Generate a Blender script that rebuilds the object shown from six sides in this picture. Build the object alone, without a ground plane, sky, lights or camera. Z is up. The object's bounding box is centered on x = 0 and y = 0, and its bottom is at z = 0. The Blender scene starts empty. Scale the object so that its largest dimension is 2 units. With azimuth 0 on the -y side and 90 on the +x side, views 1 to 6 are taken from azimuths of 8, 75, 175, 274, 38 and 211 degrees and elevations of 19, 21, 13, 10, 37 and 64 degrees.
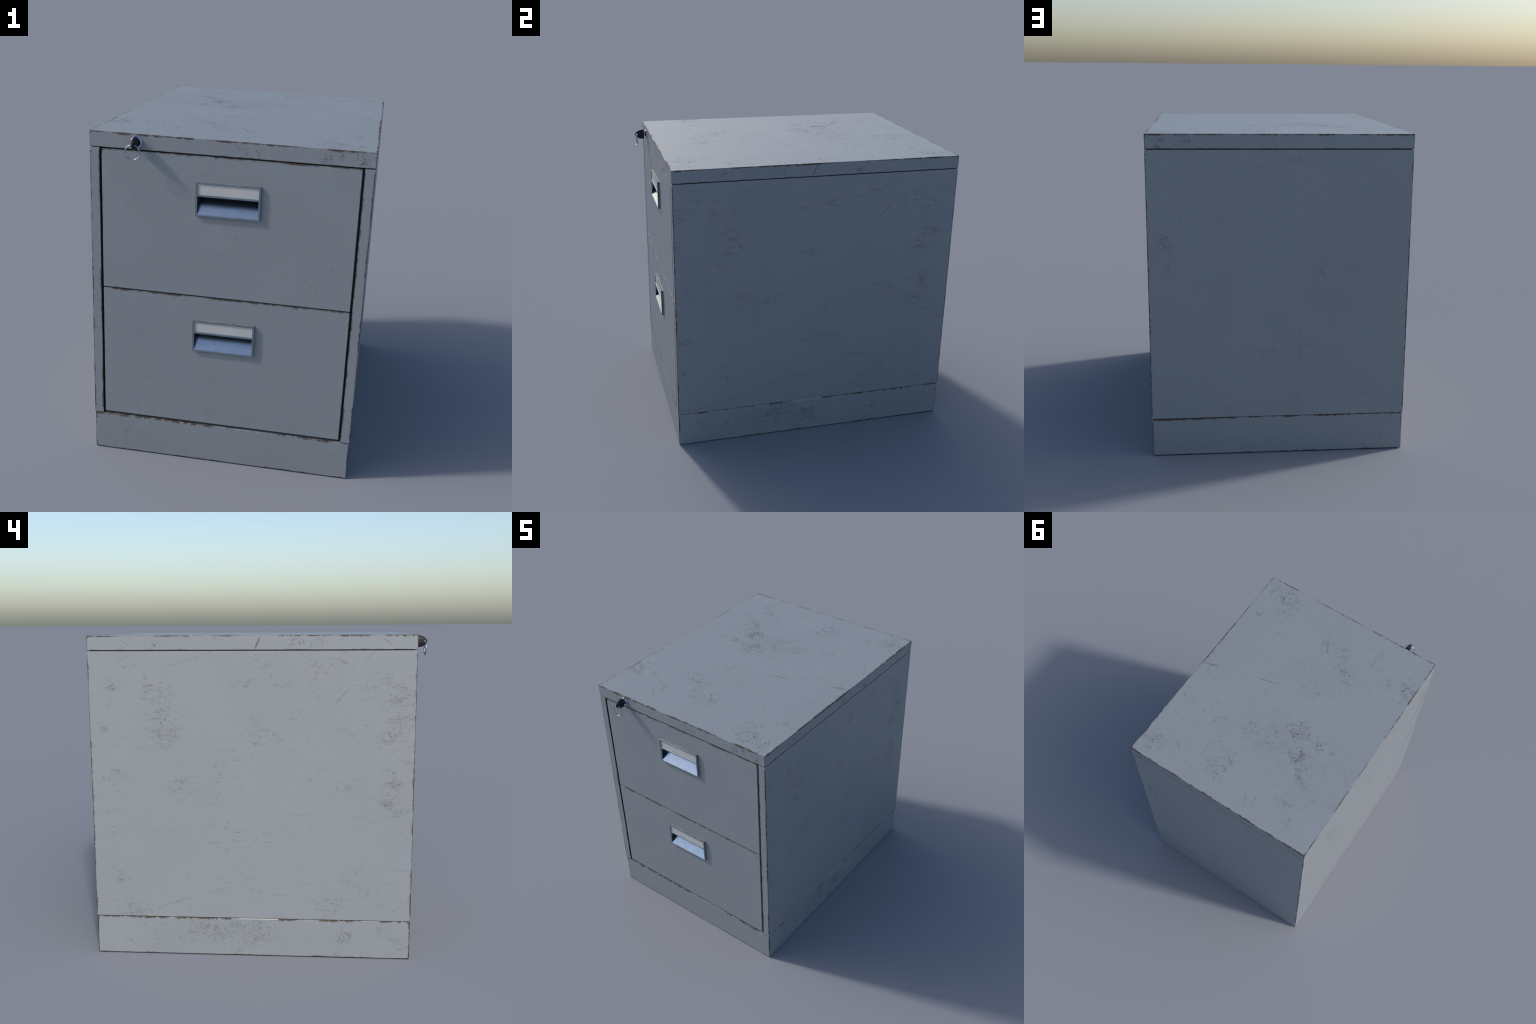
"""Two-drawer steel filing cabinet: worn grey paint, recessed pulls with label
cards, a cam lock in the lid with a key and a split ring.  Metres, z up,
the drawers face -y."""
import bpy, bmesh, math
from mathutils import Vector

# ------------------------------------------------------------------ sizes
HALF_W = 0.7665            # carcass / lid half width
FRONT_Y = -0.9160          # drawer fronts, pillars, lid front
BACK_Y = 1.0000
TOP_Z = 1.9457
LID_Z = 1.8606             # underside of the lid
CARCASS_TOP = 1.8570
CARCASS_BOTTOM = 0.2400
PLINTH_TOP = 0.2390
PLINTH_INSET = 0.0018
PILLAR_INNER = 0.7110      # inner edge of the front pillars
DRAWER_HALF = 0.7010
DRAWER_H = 0.7970
DRAWER_TOPS = (1.8540, 1.0505)
DRAWER_MID_Y = (FRONT_Y + BACK_Y) / 2

PULL_X = 0.0025            # pull centre
PULL_HALF = 0.1772         # outer half width of the pull frame
PULL_IN = 0.1662           # inner half width
PULL_FRONT = -0.9320
# heights below the drawer top
PULL_OUT_TOP, PULL_CARD_TOP, PULL_CARD_BOT = 0.1385, 0.1480, 0.2070
PULL_GRIP_TOP, PULL_GRIP_BOT, PULL_OUT_BOT = 0.2180, 0.3185, 0.3272

LOCK = Vector((-0.504, FRONT_Y, 1.9025))


# ================================================================ shading
class Net:
    """Small helper to wire shader nodes by expression."""

    def __init__(self, name):
        self.mat = bpy.data.materials.new(name)
        self.mat.use_nodes = True
        self.t = self.mat.node_tree
        self.bsdf = self.t.nodes["Principled BSDF"]

    def node(self, kind, **props):
        n = self.t.nodes.new(kind)
        for k, v in props.items():
            setattr(n, k, v)
        return n

    def put(self, sock, v):
        if hasattr(v, "is_output"):
            self.t.links.new(v, sock)
        else:
            sock.default_value = v

    def math(self, op, a, b=0.0, c=0.0, clamp=False):
        n = self.node("ShaderNodeMath", operation=op, use_clamp=clamp)
        for s, v in zip(n.inputs, (a, b, c)):
            self.put(s, v)
        return n.outputs[0]

    def vec(self, op, a, b=None, scale=None):
        n = self.node("ShaderNodeVectorMath", operation=op)
        self.put(n.inputs[0], a)
        if b is not None:
            self.put(n.inputs[1], b)
        if scale is not None:
            self.put(n.inputs["Scale"], scale)
        return n.outputs["Value"] if op in ("LENGTH", "DOT_PRODUCT", "DISTANCE") else n.outputs["Vector"]

    def smooth(self, x, lo, hi, a=0.0, b=1.0):
        n = self.node("ShaderNodeMapRange", interpolation_type="SMOOTHSTEP")
        for s, v in zip(n.inputs[:5], (x, lo, hi, a, b)):
            self.put(s, v)
        return n.outputs[0]

    def noise(self, vec, scale, detail=2.0, rough=0.5, w=0.0, distortion=0.0):
        n = self.node("ShaderNodeTexNoise", noise_dimensions="4D")
        self.put(n.inputs["Vector"], vec)
        self.put(n.inputs["W"], w)
        n.inputs["Scale"].default_value = scale
        n.inputs["Detail"].default_value = detail
        n.inputs["Roughness"].default_value = rough
        n.inputs["Distortion"].default_value = distortion
        return n.outputs["Fac"]

    def mix(self, f, a, b):
        n = self.node("ShaderNodeMix", data_type="RGBA")
        self.put(n.inputs[0], f)
        self.put(n.inputs[6], a if hasattr(a, "is_output") else (*a, 1))
        self.put(n.inputs[7], b if hasattr(b, "is_output") else (*b, 1))
        return n.outputs[2]

    def mixf(self, f, a, b):
        n = self.node("ShaderNodeMix", data_type="FLOAT")
        self.put(n.inputs[0], f)
        self.put(n.inputs[2], a)
        self.put(n.inputs[3], b)
        return n.outputs[0]

    def combine(self, x, y, z=0.0):
        n = self.node("ShaderNodeCombineXYZ")
        for s, v in zip(n.inputs, (x, y, z)):
            self.put(s, v)
        return n.outputs[0]


PAINT = (0.238, 0.262, 0.287)
SCUFF = (0.100, 0.105, 0.134)      # primer showing through rubbed paint
RUST = (0.060, 0.046, 0.035)       # bare brown metal on the edges
GRIME = (0.022, 0.020, 0.018)


def blob_field(n, p, blobs):
    """Soft patches (u, v, ru, rv, strength) on the plane coordinate p."""
    out = 0.0
    for u, v, ru, rv, s in blobs:
        d = n.vec("MULTIPLY", n.vec("SUBTRACT", p, (u, v, 0)), (0.8 / ru, 0.8 / rv, 0))
        out = n.math("MAXIMUM", n.smooth(n.vec("LENGTH", d), 0.0, 1.25, s, 0.0), out)
    return out


def scratch_field(n, p, lines):
    """Straight scratches (u0, v0, u1, v1, half width, strength)."""
    out = 0.0
    for u0, v0, u1, v1, w, s in lines:
        a, d = Vector((u0, v0, 0)), Vector((u1 - u0, v1 - v0, 0))
        rel = n.vec("SUBTRACT", p, a)
        t = n.math("DIVIDE", n.vec("DOT_PRODUCT", rel, d), d.length_squared, clamp=True)
        off = n.vec("SUBTRACT", rel, n.vec("SCALE", tuple(d), scale=t))
        # thins out toward both ends
        taper = n.math("MULTIPLY", t, n.math("SUBTRACT", 1.0, t))
        wide = n.math("MULTIPLY_ADD", taper, 2.6 * w, 0.35 * w)
        q = n.math("DIVIDE", n.vec("LENGTH", off), wide)
        out = n.math("MAXIMUM", n.smooth(q, 0.25, 1.2, s, 0.0), out)
    return out


def paint_material(name, half, faces=(), rub=0.0, inner_edge=None, grain=(1, 1, 1),
                   wear=1.0, top_wear=1.0, side_wear=1.0, seam=1.0, foot=1.0, line_w=1.0, scuff_mix=0.80, crisp=0.0, bare=0.0):
    """Grey stove enamel on a box of half extents `half` centred on its origin.
    Edges are chipped to brown metal; `faces` list the rubbed patches:
    (axis, plane maker, blobs, scratches)."""
    n = Net(name)
    tc = n.node("ShaderNodeTexCoord")
    pos = tc.outputs["Object"]
    sep = n.node("ShaderNodeSeparateXYZ")
    n.put(sep.inputs[0], pos)
    x, y, z = sep.outputs
    rnd = n.node("ShaderNodeObjectInfo").outputs["Random"]
    seed = n.math("MULTIPLY", rnd, 40.0)

    # ---- distance to the nearest outer edge of the box
    d = [n.math("SUBTRACT", h, n.math("ABSOLUTE", c)) for h, c in zip(half, (x, y, z))]
    lo, hi = n.math("MINIMUM", d[0], d[1]), n.math("MAXIMUM", d[0], d[1])
    edge = n.math("MAXIMUM", lo, n.math("MINIMUM", hi, d[2]))
    # which kind of edge: horizontal ones lie near a z limit
    horiz = n.smooth(d[2], 0.012, 0.024, 1.0, 0.0)
    up = n.math("MULTIPLY", horiz, n.math("GREATER_THAN", z, 0.0))
    down = n.math("MULTIPLY", horiz, n.math("LESS_THAN", z, 0.0))
    vert = n.math("SUBTRACT", 1.0, horiz)
    amount = n.math("ADD", n.math("MULTIPLY", up, top_wear),
                    n.math("ADD", n.math("MULTIPLY", down, foot), n.math("MULTIPLY", vert, side_wear)))
    if inner_edge is not None:
        near = n.math("ABSOLUTE", n.math("SUBTRACT", n.math("ABSOLUTE", x), inner_edge))
        near = n.math("MAXIMUM", near, n.math("ADD", y, half[1]))     # front face only
        edge = n.math("MINIMUM", edge, near)

    # ---- chipped border: long patches times short teeth
    patch = n.noise(pos, 7.0, 2.0, 0.55, seed)
    teeth = n.noise(pos, 120.0, 3.0, 0.6, n.math("ADD", seed, 3.0))
    fine = n.noise(pos, 30.0, 3.0, 0.65, n.math("ADD", seed, 7.0))
    reach = n.math("MULTIPLY", n.smooth(patch, 0.36, 0.60), 0.0085)
    reach = n.math("MULTIPLY", reach, n.smooth(fine, 0.32, 0.56))
    reach = n.math("MULTIPLY_ADD", n.math("SUBTRACT", teeth, 0.48), 0.022, reach)
    reach = n.math("MULTIPLY", n.math("MULTIPLY", reach, amount), wear)
    chip = n.smooth(n.math("SUBTRACT", edge, reach), -0.0034, 0.0034, 1.0, 0.0)
    line = n.math("MULTIPLY", n.smooth(edge, 0.0012 * line_w, 0.0045 * line_w, 1.0, 0.0),
                  n.math("ADD", n.math("MULTIPLY", down, seam), n.math("MULTIPLY", vert, 0.8 * min(1.0, side_wear))))

    # ---- rubbed patches and scratches
    gp = n.vec("MULTIPLY", pos, grain)
    dots = n.noise(gp, 96.0, 3.0, 0.60, n.math("ADD", seed, 11.0), 0.35)
    mid = n.noise(gp, 24.0, 3.0, 0.6, n.math("ADD", seed, 17.0), 0.2)
    broad = n.noise(pos, 3.2, 2.0, 0.5, n.math("ADD", seed, 23.0))
    dens = n.math("MULTIPLY", n.smooth(broad, 0.42, 0.75), rub)
    lines = None
    for axis, plane, blobs, scratches in faces:
        p = plane(n, x, y, z)
        on = n.smooth(d[axis], 0.004, 0.010, 1.0, 0.0)
        if blobs:
            dens = n.math("MAXIMUM", dens, n.math("MULTIPLY", on, blob_field(n, p, blobs)))
        if scratches:
            s = n.math("MULTIPLY", on, scratch_field(n, p, scratches))
            lines = s if lines is None else n.math("MAXIMUM", lines, s)
    speck = n.math("ADD", n.math("MULTIPLY", dots, 0.68), n.math("MULTIPLY", mid, 0.32))
    cut = n.math("MULTIPLY_ADD", dens, -0.128, 0.632)
    scuff = n.smooth(n.math("SUBTRACT", speck, cut), -0.050 + crisp, 0.100 - crisp)
    smudge = n.math("MULTIPLY", n.smooth(n.math("MULTIPLY_ADD", dens, 0.16, mid), 0.59, 0.82), 0.26)
    scuff = n.math("MAXIMUM", scuff, smudge)
    # short hairline rubs, drawn out along the grain
    hp = n.vec("MULTIPLY", pos, tuple(g * (0.22 if g < 0.6 else 1.0) for g in grain))
    hair = n.noise(hp, 70.0, 2.0, 0.55, n.math("ADD", seed, 41.0), 0.2)
    scuff = n.math("MAXIMUM", scuff, n.smooth(n.math("MULTIPLY_ADD", dens, 0.06, hair), 0.66, 0.80, 0.0, 0.55))
    # halo of scuffs next to the chipped edges
    halo = n.math("MULTIPLY", n.smooth(n.math("SUBTRACT", edge, n.math("MULTIPLY", reach, 1.3)), 0.0, 0.010, 0.55, 0.0),
                  n.smooth(mid, 0.50, 0.66))
    scuff = n.math("MAXIMUM", scuff, halo)
    if lines is not None:
        broken = n.smooth(n.math("ADD", n.math("MULTIPLY", dots, 0.5), n.math("MULTIPLY", mid, 0.5)), 0.36, 0.58, 0.10, 0.9)
        scuff = n.math("MAXIMUM", scuff, n.math("MULTIPLY", lines, broken))

    # ---- colour
    cloud = n.noise(pos, 2.3, 4.0, 0.55, n.math("ADD", seed, 31.0))
    base = n.mix(n.smooth(cloud, 0.3, 0.7), tuple(c * 0.975 for c in PAINT), tuple(c * 1.02 for c in PAINT))
    base = n.mix(n.math("MULTIPLY", scuff, scuff_mix), base, SCUFF)
    rust = n.mix(n.smooth(teeth, 0.35, 0.62), tuple(c * 0.72 for c in RUST), tuple(c * 1.25 for c in RUST))
    if bare:
        # a paler stretch along the upper edge, chips left out
        rubbed = n.math("ADD", n.math("ABSOLUTE", n.math("ADD", y, 0.050)), n.math("MULTIPLY", n.math("SUBTRACT", fine, 0.5), 0.16))
        rubbed = n.math("MULTIPLY", n.smooth(rubbed, bare, bare + 0.015, 1.0, 0.0), up)
        chip = n.math("MULTIPLY", chip, n.math("SUBTRACT", 1.0, rubbed))
        pale_edge = n.math("MULTIPLY", rubbed, n.smooth(edge, 0.004, 0.008, 1.0, 0.0))
        base = n.mix(pale_edge, base, (0.40, 0.40, 0.40))
    base = n.mix(chip, base, rust)
    base = n.mix(n.math("MULTIPLY", line, 0.85), base, GRIME)
    n.put(n.bsdf.inputs["Base Color"], base)
    rough = n.math("MULTIPLY_ADD", n.noise(pos, 26.0, 4.0, 0.6), 0.10, 0.40)
    rough = n.mixf(n.math("MAXIMUM", scuff, chip), rough, 0.62)
    n.put(n.bsdf.inputs["Roughness"], rough)
    n.bsdf.inputs["Specular IOR Level"].default_value = 0.42

    h = n.noise(pos, 12.0, 2.0, 0.5)
    bump = n.node("ShaderNodeBump")
    bump.inputs["Strength"].default_value = 0.25
    bump.inputs["Distance"].default_value = 0.002
    n.put(bump.inputs["Height"], h)
    n.put(n.bsdf.inputs["Normal"], bump.outputs[0])
    return n.mat


def plain_material(name, colour, rough, metal=0.0, spec=0.5, mottle=0.0, scale=30.0, bump=0.0):
    n = Net(name)
    pos = n.node("ShaderNodeTexCoord").outputs["Object"]
    f = n.noise(pos, scale, 4.0, 0.6)
    col = n.mix(n.smooth(f, 0.3, 0.7), tuple(c * (1 - mottle) for c in colour), tuple(min(1, c * (1 + mottle)) for c in colour))
    n.put(n.bsdf.inputs["Base Color"], col)
    n.put(n.bsdf.inputs["Roughness"], n.math("MULTIPLY_ADD", n.math("SUBTRACT", f, 0.5), mottle * 0.5, rough))
    n.bsdf.inputs["Metallic"].default_value = metal
    n.bsdf.inputs["Specular IOR Level"].default_value = spec
    if bump:
        b = n.node("ShaderNodeBump")
        b.inputs["Strength"].default_value = bump
        b.inputs["Distance"].default_value = 0.002
        n.put(b.inputs["Height"], f)
        n.put(n.bsdf.inputs["Normal"], b.outputs[0])
    return n.mat


# patch positions, in metres on each face
TOP_BLOBS = [
    (-0.20, 0.20, 0.15, 0.13, 1.0), (-0.31, 0.37, 0.14, 0.12, 1.0), (-0.39, 0.20, 0.12, 0.07, 0.95),
    (-0.49, 0.20, 0.05, 0.05, 0.9), (-0.41, 0.49, 0.09, 0.11, 0.85), (-0.48, 0.56, 0.07, 0.06, 0.85),
    (-0.05, 0.34, 0.20, 0.20, 0.62), (0.12, 0.37, 0.09, 0.09, 0.72), (0.13, 0.75, 0.16, 0.18, 0.66),
    (-0.44, 0.74, 0.12, 0.10, 0.66), (-0.22, 0.90, 0.13, 0.10, 0.6), (-0.49, 0.86, 0.10, 0.10, 0.5),
    (0.56, -0.80, 0.20, 0.12, 0.78), (0.47, -0.68, 0.13, 0.13, 0.5), (0.03, -0.59, 0.10, 0.09, 0.72),
    (-0.11, -0.58, 0.12, 0.11, 0.82), (-0.22, -0.43, 0.13, 0.10, 0.78), (-0.53, -0.55, 0.09, 0.08, 0.9),
    (-0.69, -0.57, 0.10, 0.12, 0.95), (-0.35, -0.66, 0.06, 0.06, 0.8), (-0.12, -0.16, 0.15, 0.12, 0.55),
    (0.654, -0.524, 0.035, 0.045, 1.1), (0.335, 0.281, 0.04, 0.04, 0.85), (0.66, 0.86, 0.14, 0.14, 0.62),
    (0.45, 0.55, 0.35, 0.45, 0.34), (0.69, -0.83, 0.08, 0.09, 0.85),
]
TOP_LINES = [
    (0.770, 0.094, 0.640, 0.052, 0.0085, 1.0), (0.326, -0.032, 0.150, -0.074, 0.0055, 0.85),
    (0.065, 0.188, -0.091, -0.531, 0.0034, 0.42), (0.141, -0.434, 0.005, -0.332, 0.0035, 0.32),
    (0.005, -0.332, -0.164, -0.221, 0.0035, 0.35), (-0.346, -0.789, -0.390, -0.721, 0.006, 0.6),
    (0.105, -0.633, 0.048, -0.559, 0.0045, 0.5), (-0.509, 0.332, -0.600, 0.440, 0.0035, 0.42),
    (-0.631, 0.240, -0.739, 0.391, 0.0035, 0.45), (0.078, 0.542, -0.052, 0.313, 0.004, 0.5),
    (-0.428, 0.396, -0.623, 0.241, 0.0035, 0.38), (0.121, 0.429, 0.017, 0.301, 0.0035, 0.45),
    (-0.172, 0.708, -0.278, 0.715, 0.004, 0.45), (0.691, 0.160, 0.672, 0.225, 0.0045, 0.35),
]
# sides: u runs from the drawers (-) to the back (+) on the left side and the
# other way round on the right one, v is the height above the ground
SIDE_BLOBS = [
    (0.56, 1.49, 0.13, 0.13, 0.95), (0.56, 1.37, 0.14, 0.10, 0.90), (0.65, 1.66, 0.05, 0.12, 0.80),
    (0.54, 1.67, 0.06, 0.06, 0.80), (0.88, 1.64, 0.09, 0.07, 0.78), (0.79, 1.76, 0.07, 0.10, 0.62),
    (0.92, 1.42, 0.08, 0.08, 0.62), (0.06, 1.66, 0.10, 0.07, 0.72), (0.62, 1.31, 0.13, 0.07, 0.6),
    (-0.41, 1.76, 0.13, 0.10, 0.74), (-0.82, 1.60, 0.14, 0.12, 0.88), (-0.84, 1.44, 0.12, 0.11, 0.95),
    (-0.77, 1.34, 0.12, 0.07, 0.88), (-0.12, 1.68, 0.09, 0.06, 0.72), (-0.01, 1.345, 0.07, 0.05, 0.85),
    (-0.72, 1.70, 0.12, 0.08, 0.66), (0.91, 1.10, 0.06, 0.035, 1.0), (0.84, 1.147, 0.05, 0.03, 1.0),
    (0.44, 1.05, 0.13, 0.08, 0.76), (0.27, 1.05, 0.10, 0.06, 0.72), (0.87, 0.77, 0.09, 0.09, 0.80),
    (0.86, 0.545, 0.07, 0.04, 0.85), (0.84, 0.47, 0.06, 0.05, 0.72), (0.75, 0.28, 0.16, 0.07, 0.80),
    (-0.80, 1.06, 0.09, 0.12, 1.0), (-0.77, 0.97, 0.08, 0.07, 1.0), (-0.84, 0.90, 0.10, 0.05, 0.8),
    (-0.55, 1.06, 0.12, 0.08, 0.68), (-0.43, 0.32, 0.15, 0.10, 0.74), (0.0, 0.42, 0.12, 0.08, 0.55),
    (-0.08, 0.74, 0.14, 0.09, 0.6), (-0.83, 0.36, 0.13, 0.12, 0.58), (-0.6, 0.5, 0.1, 0.1, 0.4),
]
SIDE_LINES = [
    (0.590, 1.751, 0.258, 1.854, 0.0055, 0.62), (-0.449, 1.550, -0.550, 1.658, 0.0065, 0.85),
    (-0.621, 1.699, -0.643, 1.612, 0.007, 0.6), (-0.609, 1.775, -0.669, 1.851, 0.006, 0.5),
    (-0.588, 1.560, -0.679, 1.597, 0.0045, 0.5), (0.580, 0.310, 0.398, 0.371, 0.005, 0.75),
    (0.398, 0.371, 0.139, 0.449, 0.004, 0.45), (0.648, 0.753, 0.289, 0.829, 0.004, 0.42),
    (-0.143, 0.889, -0.310, 0.886, 0.004, 0.55), (-0.722, 0.565, -0.903, 0.552, 0.0045, 0.6),
    (-0.634, 0.376, -0.671, 0.441, 0.006, 0.55), (-0.604, 0.335, -0.609, 0.503, 0.0045, 0.4),
    (0.821, 0.251, 0.692, 0.283, 0.006, 0.8), (0.94, 1.60, 0.72, 1.70, 0.004, 0.35),
]
BACK_BLOBS = [(0.67, 1.32, 0.07, 0.09, 0.9), (0.64, 1.20, 0.06, 0.12, 0.85), (0.09, 0.64, 0.14, 0.07, 0.8),
              (-0.13, 0.68, 0.10, 0.12, 0.75), (-0.10, 0.38, 0.08, 0.05, 0.7), (-0.08, 1.80, 0.09, 0.04, 0.75),
              (0.13, 1.77, 0.12, 0.06, 0.6)]
BACK_LINES = [(-0.222, 1.173, -0.275, 1.098, 0.008, 0.9), (-0.519, 1.434, -0.586, 1.390, 0.005, 0.5),
              (-0.359, 0.931, -0.397, 0.877, 0.005, 0.5)]
PLINTH_BLOBS = [(0.26, 0.15, 0.26, 0.12, 0.95), (0.02, 0.13, 0.18, 0.12, 0.90), (0.55, 0.11, 0.12, 0.09, 0.6),
                (-0.51, 0.13, 0.08, 0.07, 0.85), (-0.71, 0.16, 0.07, 0.06, 0.8), (-0.47, 0.03, 0.06, 0.03, 0.85),
                (-0.85, 0.08, 0.08, 0.10, 0.6)]
LID_BLOBS = [(-0.30, 1.905, 0.12, 0.05, 0.75), (0.62, 1.905, 0.12, 0.05, 0.55), (0.24, 1.92, 0.08, 0.03, 0.6)]
LID_LINES = [(-0.018, 1.938, 0.016, 1.862, 0.008, 1.0), (-0.72, 1.93, -0.77, 1.885, 0.006, 0.6),
             (0.80, 1.92, 0.74, 1.88, 0.004, 0.4), (0.59, 1.925, 0.565, 1.885, 0.004, 0.45)]
FRONT_LID_BLOBS = [(0.55, 1.905, 0.12, 0.04, 0.85), (0.68, 1.90, 0.06, 0.05, 0.9), (0.10, 1.90, 0.1, 0.04, 0.5)]


def world_plane(origin, kind):
    """Plane coordinate builders in world metres for a part centred at origin."""
    ox, oy, oz = origin

    def top(n, x, y, z):
        return n.combine(n.math("ADD", x, ox), n.math("ADD", y, oy))

    def side(n, x, y, z):
        flip = n.math("MULTIPLY", n.math("SIGN", x), -1.0)
        return n.combine(n.math("MULTIPLY", n.math("ADD", y, oy), flip), n.math("ADD", z, oz))

    def front(n, x, y, z):
        return n.combine(n.math("ADD", x, ox), n.math("ADD", z, oz))

    return {"top": top, "side": side, "front": front}[kind]


# =============================================================== geometry
def box(bm, lo, hi, mat=0):
    r = bmesh.ops.create_cube(bm, size=1.0)
    lo, hi = Vector(lo), Vector(hi)
    for v in r["verts"]:
        v.co = Vector((lo[i] + (v.co[i] + 0.5) * (hi[i] - lo[i]) for i in range(3)))
    for f in {f for v in r["verts"] for f in v.link_faces}:
        f.material_index = mat
    return r["verts"]


def finish(name, bm, mats, origin=(0, 0, 0), parent=None, bevel=0.0, segments=3, smooth=True, cutters=()):
    """bmesh (in world metres) -> object; boolean cutters and bevel are applied."""
    o = Vector(origin)
    bmesh.ops.translate(bm, verts=bm.verts, vec=-o)
    bmesh.ops.recalc_face_normals(bm, faces=bm.faces)
    me = bpy.data.meshes.new(name)
    bm.to_mesh(me)
    bm.free()
    ob = bpy.data.objects.new(name, me)
    bpy.context.scene.collection.objects.link(ob)
    for m in mats:
        me.materials.append(m)
    ob.location = o
    if smooth:
        for p in me.polygons:
            p.use_smooth = True
    gone = []
    for c in cutters:
        cb = bmesh.new()
        c(cb)
        bmesh.ops.translate(cb, verts=cb.verts, vec=-o)
        bmesh.ops.recalc_face_normals(cb, faces=cb.faces)
        cm = bpy.data.meshes.new("cutter")
        cb.to_mesh(cm)
        cb.free()
        for m in mats:
            cm.materials.append(m)
        co = bpy.data.objects.new("cutter", cm)
        bpy.context.scene.collection.objects.link(co)
        co.location = o
        mod = ob.modifiers.new("cut", "BOOLEAN")
        mod.operation, mod.object, mod.solver = "DIFFERENCE", co, "EXACT"
        gone.append(co)
    if bevel:
        mod = ob.modifiers.new("round", "BEVEL")
        mod.width, mod.segments, mod.limit_method, mod.angle_limit = bevel, segments, "ANGLE", math.radians(40)
        mod = ob.modifiers.new("flat_faces", "WEIGHTED_NORMAL")
        mod.mode, mod.weight = "FACE_AREA", 100
    if ob.modifiers:
        bpy.context.view_layer.update()
        dg = bpy.context.evaluated_depsgraph_get()
        new = bpy.data.meshes.new_from_object(ob.evaluated_get(dg))
        new.name = name
        ob.modifiers.clear()
        ob.data = new
        for co in gone:
            bpy.data.objects.remove(co)
    if smooth and not bevel:
        ob.data.set_sharp_from_angle(angle=math.radians(35))
    if parent is not None:
        base = parent
        while base is not None:                  # every ancestor only translates
            o = o - base.location
            base = base.parent
        ob.parent, ob.location = parent, o
    return ob


scene = bpy.context.scene
root = bpy.data.objects.new("filing_cabinet", None)
scene.collection.objects.link(root)
root["label"] = "worn grey steel two-drawer filing cabinet with key in lock"
root["category"] = "filing cabinet"

dark = plain_material("shadowed_steel", (0.030, 0.030, 0.032), 0.8, spec=0.2, mottle=0.1)  # near-black base colour paints the shadow inside gaps, cavity and grip recess

# ------------------------------------------------------------------ plinth
px, py0, py1 = HALF_W - PLINTH_INSET, FRONT_Y + PLINTH_INSET, BACK_Y - PLINTH_INSET
po = (0, (py0 + py1) / 2, PLINTH_TOP / 2)
plinth_paint = paint_material(
    "plinth_paint", (px, (py1 - py0) / 2, PLINTH_TOP / 2),
    faces=[(0, world_plane(po, "side"), PLINTH_BLOBS, [])], rub=0.40, top_wear=1.35, side_wear=0.9, foot=0.95, line_w=1.6, scuff_mix=0.72, bare=0.11)
bm = bmesh.new()
box(bm, (-px, py0, 0), (px, py1, PLINTH_TOP))
finish("plinth", bm, [plinth_paint], po, root, bevel=0.0075, segments=3)

# ----------------------------------------------------------------- carcass
co = (0, (FRONT_Y + BACK_Y) / 2, (CARCASS_TOP + CARCASS_BOTTOM) / 2)
carcass_paint = paint_material(
    "carcass_paint", (HALF_W, (BACK_Y - FRONT_Y) / 2, (CARCASS_TOP - CARCASS_BOTTOM) / 2),
    faces=[(0, world_plane(co, "side"), SIDE_BLOBS, SIDE_LINES), (1, world_plane(co, "front"), BACK_BLOBS, BACK_LINES)],
    rub=0.42, inner_edge=PILLAR_INNER, grain=(0.9, 0.48, 1.25), top_wear=0.0, side_wear=0.88, foot=0.0, seam=0.25, scuff_mix=0.66)
bm = bmesh.new()
box(bm, (-HALF_W, FRONT_Y, CARCASS_BOTTOM), (HALF_W, BACK_Y, CARCASS_TOP))
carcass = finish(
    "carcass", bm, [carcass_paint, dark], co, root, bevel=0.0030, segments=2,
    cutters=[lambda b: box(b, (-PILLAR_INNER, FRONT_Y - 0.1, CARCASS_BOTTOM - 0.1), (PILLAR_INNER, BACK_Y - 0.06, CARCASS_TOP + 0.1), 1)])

# --------------------------------------------------------------------- lid
lo_ = (0, (FRONT_Y + BACK_Y) / 2, (TOP_Z + LID_Z) / 2)
lid_paint = paint_material(
    "lid_paint", (HALF_W, (BACK_Y - FRONT_Y) / 2, (TOP_Z - LID_Z) / 2),
    faces=[(2, world_plane(lo_, "top"), TOP_BLOBS, TOP_LINES), (0, world_plane(lo_, "side"), LID_BLOBS, LID_LINES),
           (1, world_plane(lo_, "front"), FRONT_LID_BLOBS, [])],
    rub=0.36, top_wear=1.1, side_wear=0.45, foot=0.55, scuff_mix=1.0, crisp=0.018)
bm = bmesh.new()
box(bm, (-HALF_W, FRONT_Y, LID_Z), (HALF_W, BACK_Y, TOP_Z))
lid = finish("lid", bm, [lid_paint], lo_, root, bevel=0.0030, segments=3)
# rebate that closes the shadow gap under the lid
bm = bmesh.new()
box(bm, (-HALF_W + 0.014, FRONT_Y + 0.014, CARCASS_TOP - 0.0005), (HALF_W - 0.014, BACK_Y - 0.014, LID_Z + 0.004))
finish("lid_rebate", bm, [dark], lo_, lid)

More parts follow.
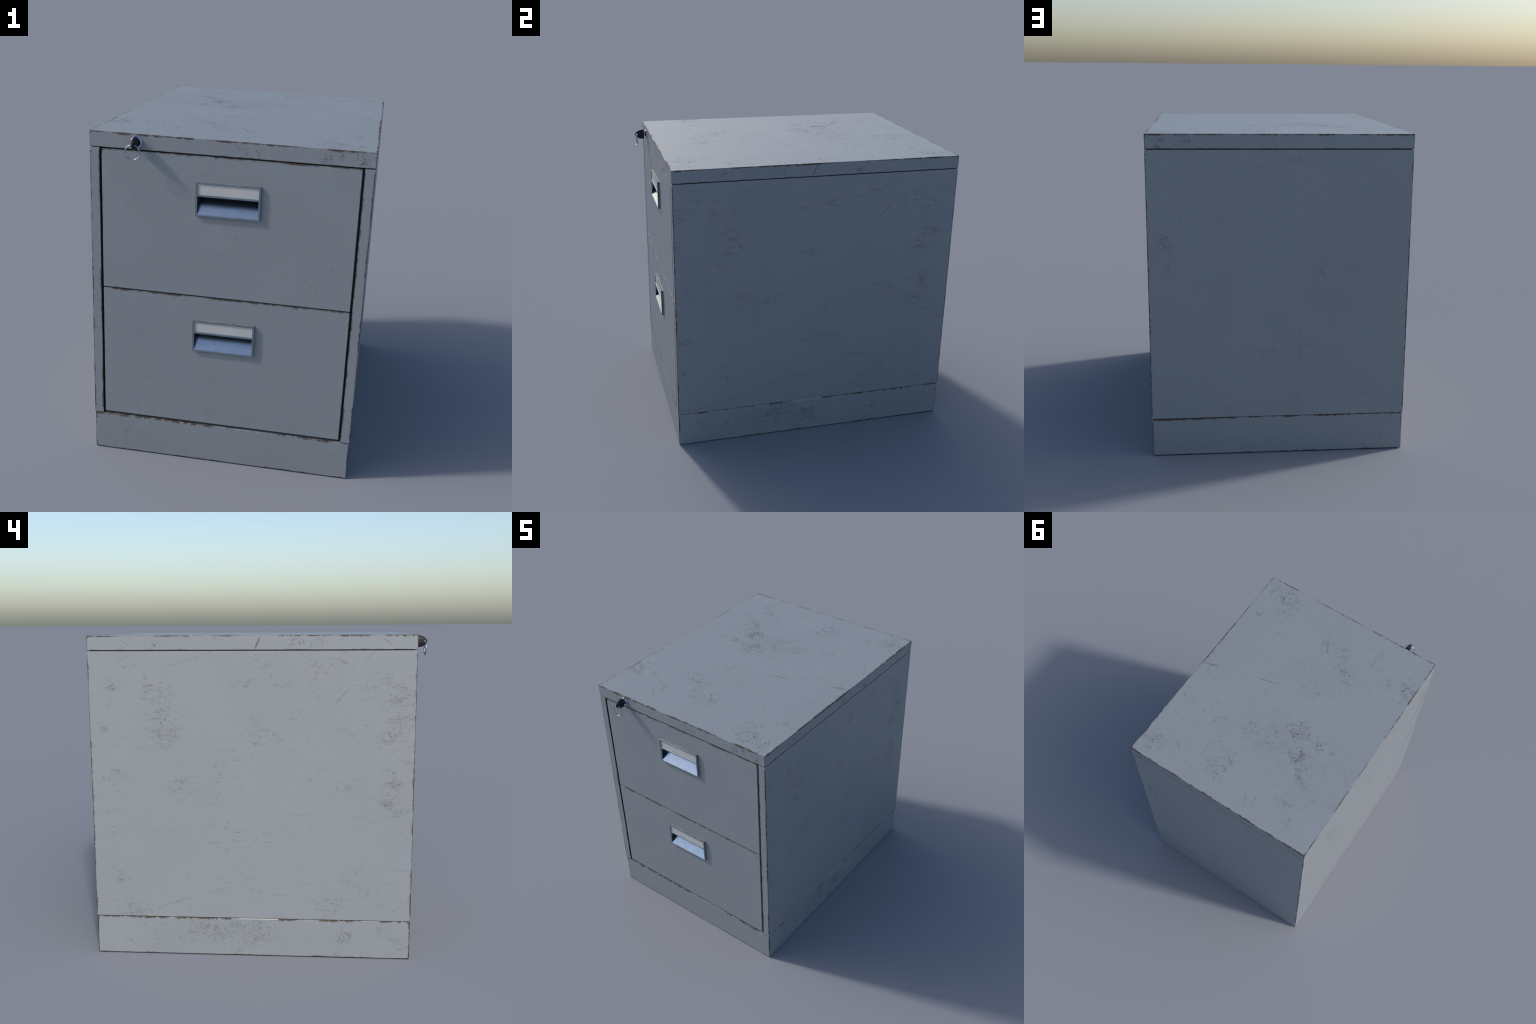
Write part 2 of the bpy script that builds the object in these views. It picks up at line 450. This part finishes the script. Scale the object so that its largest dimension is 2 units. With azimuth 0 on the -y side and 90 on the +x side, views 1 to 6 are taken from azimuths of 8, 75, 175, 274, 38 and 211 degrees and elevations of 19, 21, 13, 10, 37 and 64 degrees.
# ----------------------------------------------------------------- drawers
drawer_paint = paint_material(
    "drawer_paint", (DRAWER_HALF, 0.016, DRAWER_H / 2), rub=0.12, top_wear=0.85, side_wear=0.30, foot=0.10, seam=0.4)
pull_steel = plain_material("pull_steel", (0.30, 0.375, 0.43), 0.30, metal=1.0, mottle=0.08, scale=18.0)  # base colour lifted and cooled to show blue reflections on the frame
scoop_steel = plain_material("scoop_steel", (0.38, 0.45, 0.54), 0.24, metal=1.0, mottle=0.07, scale=22.0)  # blue in the base colour is reflected sky, tinted into the steel
pull_paint = paint_material("pull_paint", (PULL_HALF, 0.010, 0.0935), rub=0.2, wear=0.5, top_wear=1.0, side_wear=0.30, foot=0.2, seam=0.2)
card_paper = plain_material("card_paper", (0.50, 0.50, 0.50), 0.9, spec=0.15, mottle=0.025, scale=12.0)


def pull_frame_mesh(bm, top):
    """Rectangular frame with a card window above a grip opening."""
    xs = [PULL_X - PULL_HALF, PULL_X - PULL_IN, PULL_X + PULL_IN, PULL_X + PULL_HALF]
    zs = [top - d for d in (PULL_OUT_BOT, PULL_GRIP_BOT, PULL_GRIP_TOP, PULL_CARD_BOT, PULL_CARD_TOP, PULL_OUT_TOP)]
    grid = [[bm.verts.new((x, PULL_FRONT, z)) for z in zs] for x in xs]
    faces = []
    for i in range(3):
        for j in range(5):
            if i == 1 and j in (1, 3):
                continue
            faces.append(bm.faces.new((grid[i][j], grid[i + 1][j], grid[i + 1][j + 1], grid[i][j + 1])))
    ext = bmesh.ops.extrude_face_region(bm, geom=faces)
    moved = [g for g in ext["geom"] if isinstance(g, bmesh.types.BMVert)]
    bmesh.ops.translate(bm, verts=moved, vec=(0, FRONT_Y - PULL_FRONT + 0.004, 0))


def recess_mesh(bm, top):
    """Sheet-metal pan behind the grip opening: floor rises toward the back."""
    w, t = PULL_IN - 0.0006, 0.0025
    zb, zt = top - PULL_GRIP_BOT + 0.0006, top - PULL_GRIP_TOP - 0.0006
    y0, y1 = PULL_FRONT + 0.0016, PULL_FRONT + 0.0810
    # steep plate from the lower lip up to the underside of the cross bar
    prof_in = [(y0, zb), (y1 - 0.001, zt - 0.0016), (y1 - 0.003, zt), (y0 + 0.012, zt)]
    prof_out = [(y0, zb - t), (y1 + t, zt - 0.003), (y1 + t, zt + t), (y0 + 0.012, zt + t)]

    def strip(sx, prof):
        return [bm.verts.new((PULL_X + sx, y, z)) for y, z in prof]
    il, ir = strip(-w, prof_in), strip(w, prof_in)
    ol, orr = strip(-w - t, prof_out), strip(w + t, prof_out)
    k = len(prof_in)
    for a in range(k - 1):
        bm.faces.new((il[a], ir[a], ir[a + 1], il[a + 1]))
        bm.faces.new((ol[a], ol[a + 1], orr[a + 1], orr[a]))
    for side in (il, ir, ol, orr):
        bm.faces.new(side)
    for a, b in ((il, ol), (ir, orr)):
        bm.faces.new((a[0], b[0], b[-1], a[-1]))
    bm.faces.new((il[0], ir[0], orr[0], ol[0]))
    bm.faces.new((il[-1], ol[-1], orr[-1], ir[-1]))


def make_drawer(top):
    zc = top - DRAWER_H / 2
    org = (0, FRONT_Y + 0.016, zc)
    bm = bmesh.new()
    box(bm, (-DRAWER_HALF, FRONT_Y, top - DRAWER_H), (DRAWER_HALF, FRONT_Y + 0.032, top))
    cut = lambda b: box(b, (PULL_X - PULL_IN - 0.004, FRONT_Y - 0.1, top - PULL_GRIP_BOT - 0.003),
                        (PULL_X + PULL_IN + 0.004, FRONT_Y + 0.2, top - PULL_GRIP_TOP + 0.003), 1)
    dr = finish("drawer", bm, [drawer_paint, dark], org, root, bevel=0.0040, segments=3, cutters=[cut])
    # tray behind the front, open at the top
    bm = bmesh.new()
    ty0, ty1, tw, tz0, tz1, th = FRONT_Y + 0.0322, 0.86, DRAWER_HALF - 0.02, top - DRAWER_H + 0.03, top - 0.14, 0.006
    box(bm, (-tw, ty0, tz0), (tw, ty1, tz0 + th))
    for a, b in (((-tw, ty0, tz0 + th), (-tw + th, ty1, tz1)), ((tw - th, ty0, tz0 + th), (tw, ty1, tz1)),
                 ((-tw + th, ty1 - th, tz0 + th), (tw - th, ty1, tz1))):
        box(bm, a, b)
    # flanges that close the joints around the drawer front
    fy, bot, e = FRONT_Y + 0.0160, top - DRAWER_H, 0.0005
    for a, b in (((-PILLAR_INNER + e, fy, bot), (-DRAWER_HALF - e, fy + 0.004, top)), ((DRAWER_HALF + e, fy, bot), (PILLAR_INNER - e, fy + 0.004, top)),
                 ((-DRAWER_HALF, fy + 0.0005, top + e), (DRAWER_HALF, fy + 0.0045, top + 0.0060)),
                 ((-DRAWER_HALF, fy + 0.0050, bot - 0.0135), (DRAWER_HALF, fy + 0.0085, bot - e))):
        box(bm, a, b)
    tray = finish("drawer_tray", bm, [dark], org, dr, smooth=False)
    pc = (PULL_X, FRONT_Y, top - (PULL_OUT_TOP + PULL_OUT_BOT) / 2)
    bm = bmesh.new()
    pull_frame_mesh(bm, top)
    fr = finish("pull_frame", bm, [pull_paint, pull_steel], pc, dr, bevel=0.0022, segments=3)
    bm = bmesh.new()
    recess_mesh(bm, top)
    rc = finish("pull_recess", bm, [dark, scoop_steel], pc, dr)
    plate = max((p for p in rc.data.polygons if p.normal.y < -0.3 and p.normal.z > 0.3), key=lambda p: p.area)
    plate.material_index = 1
    bm = bmesh.new()
    box(bm, (PULL_X - PULL_IN - 0.003, PULL_FRONT + 0.0055, top - PULL_CARD_BOT - 0.003),
        (PULL_X + PULL_IN + 0.003, PULL_FRONT + 0.0075, top - PULL_CARD_TOP + 0.003))
    cd = finish("label_card", bm, [card_paper], pc, dr, smooth=False)
    return dr, [tray, fr, rc, cd]


first, parts = make_drawer(DRAWER_TOPS[0])
drop = DRAWER_TOPS[1] - DRAWER_TOPS[0]
second = first.copy()                      # the lower drawer shares every mesh
scene.collection.objects.link(second)
second.location.z += drop
for p in parts:
    q = p.copy()
    scene.collection.objects.link(q)
    q.parent = second
# frame faces that look forward or sit in the openings are bare steel, the rim is painted
fm = parts[1].data
for p in fm.polygons:
    c = p.center
    rim = max(abs(c.x) - PULL_HALF, abs(c.z) - 0.0935) > -0.0012
    p.material_index = 0 if rim and p.normal.y > -0.5 else 1

# -------------------------------------------------------------------- lock
chrome = plain_material("chrome", (0.44, 0.48, 0.62), 0.12, metal=1.0, mottle=0.02)  # darkened and blued to carry the sky seen in the collar and ring
plastic = plain_material("black_plastic", (0.011, 0.011, 0.012), 0.55, spec=0.35, mottle=0.05)


def lathe(bm, profile, centre, steps=48):
    """Revolve (radius, y) pairs about the y axis through centre."""
    rings = []
    for r, y in profile:
        if r < 1e-6:
            rings.append([bm.verts.new((centre.x, centre.y + y, centre.z))])
        else:
            rings.append([bm.verts.new((centre.x + r * math.cos(a), centre.y + y, centre.z + r * math.sin(a)))
                          for a in (math.tau * i / steps for i in range(steps))])
    for a, b in zip(rings, rings[1:]):
        for i in range(steps):
            j = (i + 1) % steps
            quad = [a[i % len(a)], a[j % len(a)], b[j % len(b)], b[i % len(b)]]
            bm.faces.new(list(dict.fromkeys(quad)))


bm = bmesh.new()
lathe(bm, [(0.0, 0.004), (0.0318, 0.004), (0.0325, 0.0), (0.0325, -0.0040), (0.0318, -0.0055), (0.0235, -0.0100),
           (0.0222, -0.0098), (0.0215, -0.0070), (0.0, -0.0070)], LOCK)
lock = finish("lock", bm, [chrome], LOCK, root)

KEY_BACK, KEY_TIP = -0.9350, -1.0000
# (y, half height, half width) stations of the key head, flat at the lock side
KEY_STATIONS = [(-0.9350, 0.0000, 0.0000), (-0.9350, 0.0325, 0.0165), (-0.9362, 0.0340, 0.0176), (-0.9450, 0.0344, 0.0174),
                (-0.9560, 0.0342, 0.0164), (-0.9660, 0.0327, 0.0149), (-0.9740, 0.0298, 0.0134), (-0.9810, 0.0258, 0.0118),
                (-0.9870, 0.0212, 0.0103), (-0.9920, 0.0163, 0.0088), (-0.9960, 0.0112, 0.0071), (-0.9985, 0.0062, 0.0050),
                (-1.0000, 0.0000, 0.0000)]
bm = bmesh.new()
STEPS, rings = 40, []
for y, hh, hw in KEY_STATIONS:
    if hh == 0:
        rings.append([bm.verts.new((LOCK.x, y, LOCK.z))])
        continue
    ring = []
    for i in range(STEPS):
        a = math.tau * i / STEPS
        c, s = math.cos(a), math.sin(a)
        e = 2 / 2.3
        ring.append(bm.verts.new((LOCK.x + hw * math.copysign(abs(c) ** e, c), y, LOCK.z + hh * math.copysign(abs(s) ** e, s))))
    rings.append(ring)
for a, b in zip(rings, rings[1:]):
    for i in range(STEPS):
        j = (i + 1) % STEPS
        bm.faces.new(list(dict.fromkeys([a[i % len(a)], a[j % len(a)], b[j % len(b)], b[i % len(b)]])))


def hole(b):
    bmesh.ops.create_cone(b, cap_ends=True, segments=24, radius1=0.0068, radius2=0.0068, depth=0.1)
    bmesh.ops.rotate(b, verts=b.verts, cent=(0, 0, 0), matrix=__import__("mathutils").Matrix.Rotation(math.pi / 2, 3, "Y"))
    bmesh.ops.translate(b, verts=b.verts, vec=(LOCK.x, -0.9868, 1.9030))


finish("key_head", bm, [plastic], LOCK, lock, cutters=[hole])
bm = bmesh.new()
box(bm, (LOCK.x - 0.0028, -0.9400, LOCK.z - 0.0085), (LOCK.x + 0.0028, LOCK.y - 0.0065, LOCK.z + 0.0060))
finish("key_blade", bm, [chrome], LOCK, lock, bevel=0.0006, segments=2)

RING_C, RING_R = Vector((-0.5060, -0.9880, 1.8606)), 0.0400
bm = bmesh.new()
SEG, TUBE, rings = 72, 12, []
for i in range(SEG):
    a = math.tau * i / SEG
    rings.append([bm.verts.new(RING_C + Vector(((RING_R + 0.0025 * math.cos(t)) * math.cos(a), 0.0031 * math.sin(t),
                                               (RING_R + 0.0025 * math.cos(t)) * math.sin(a))))
                  for t in (math.tau * j / TUBE for j in range(TUBE))])
for i in range(SEG):
    for j in range(TUBE):
        a, b = rings[i], rings[(i + 1) % SEG]
        bm.faces.new((a[j], b[j], b[(j + 1) % TUBE], a[(j + 1) % TUBE]))
finish("key_ring", bm, [chrome], RING_C, lock)
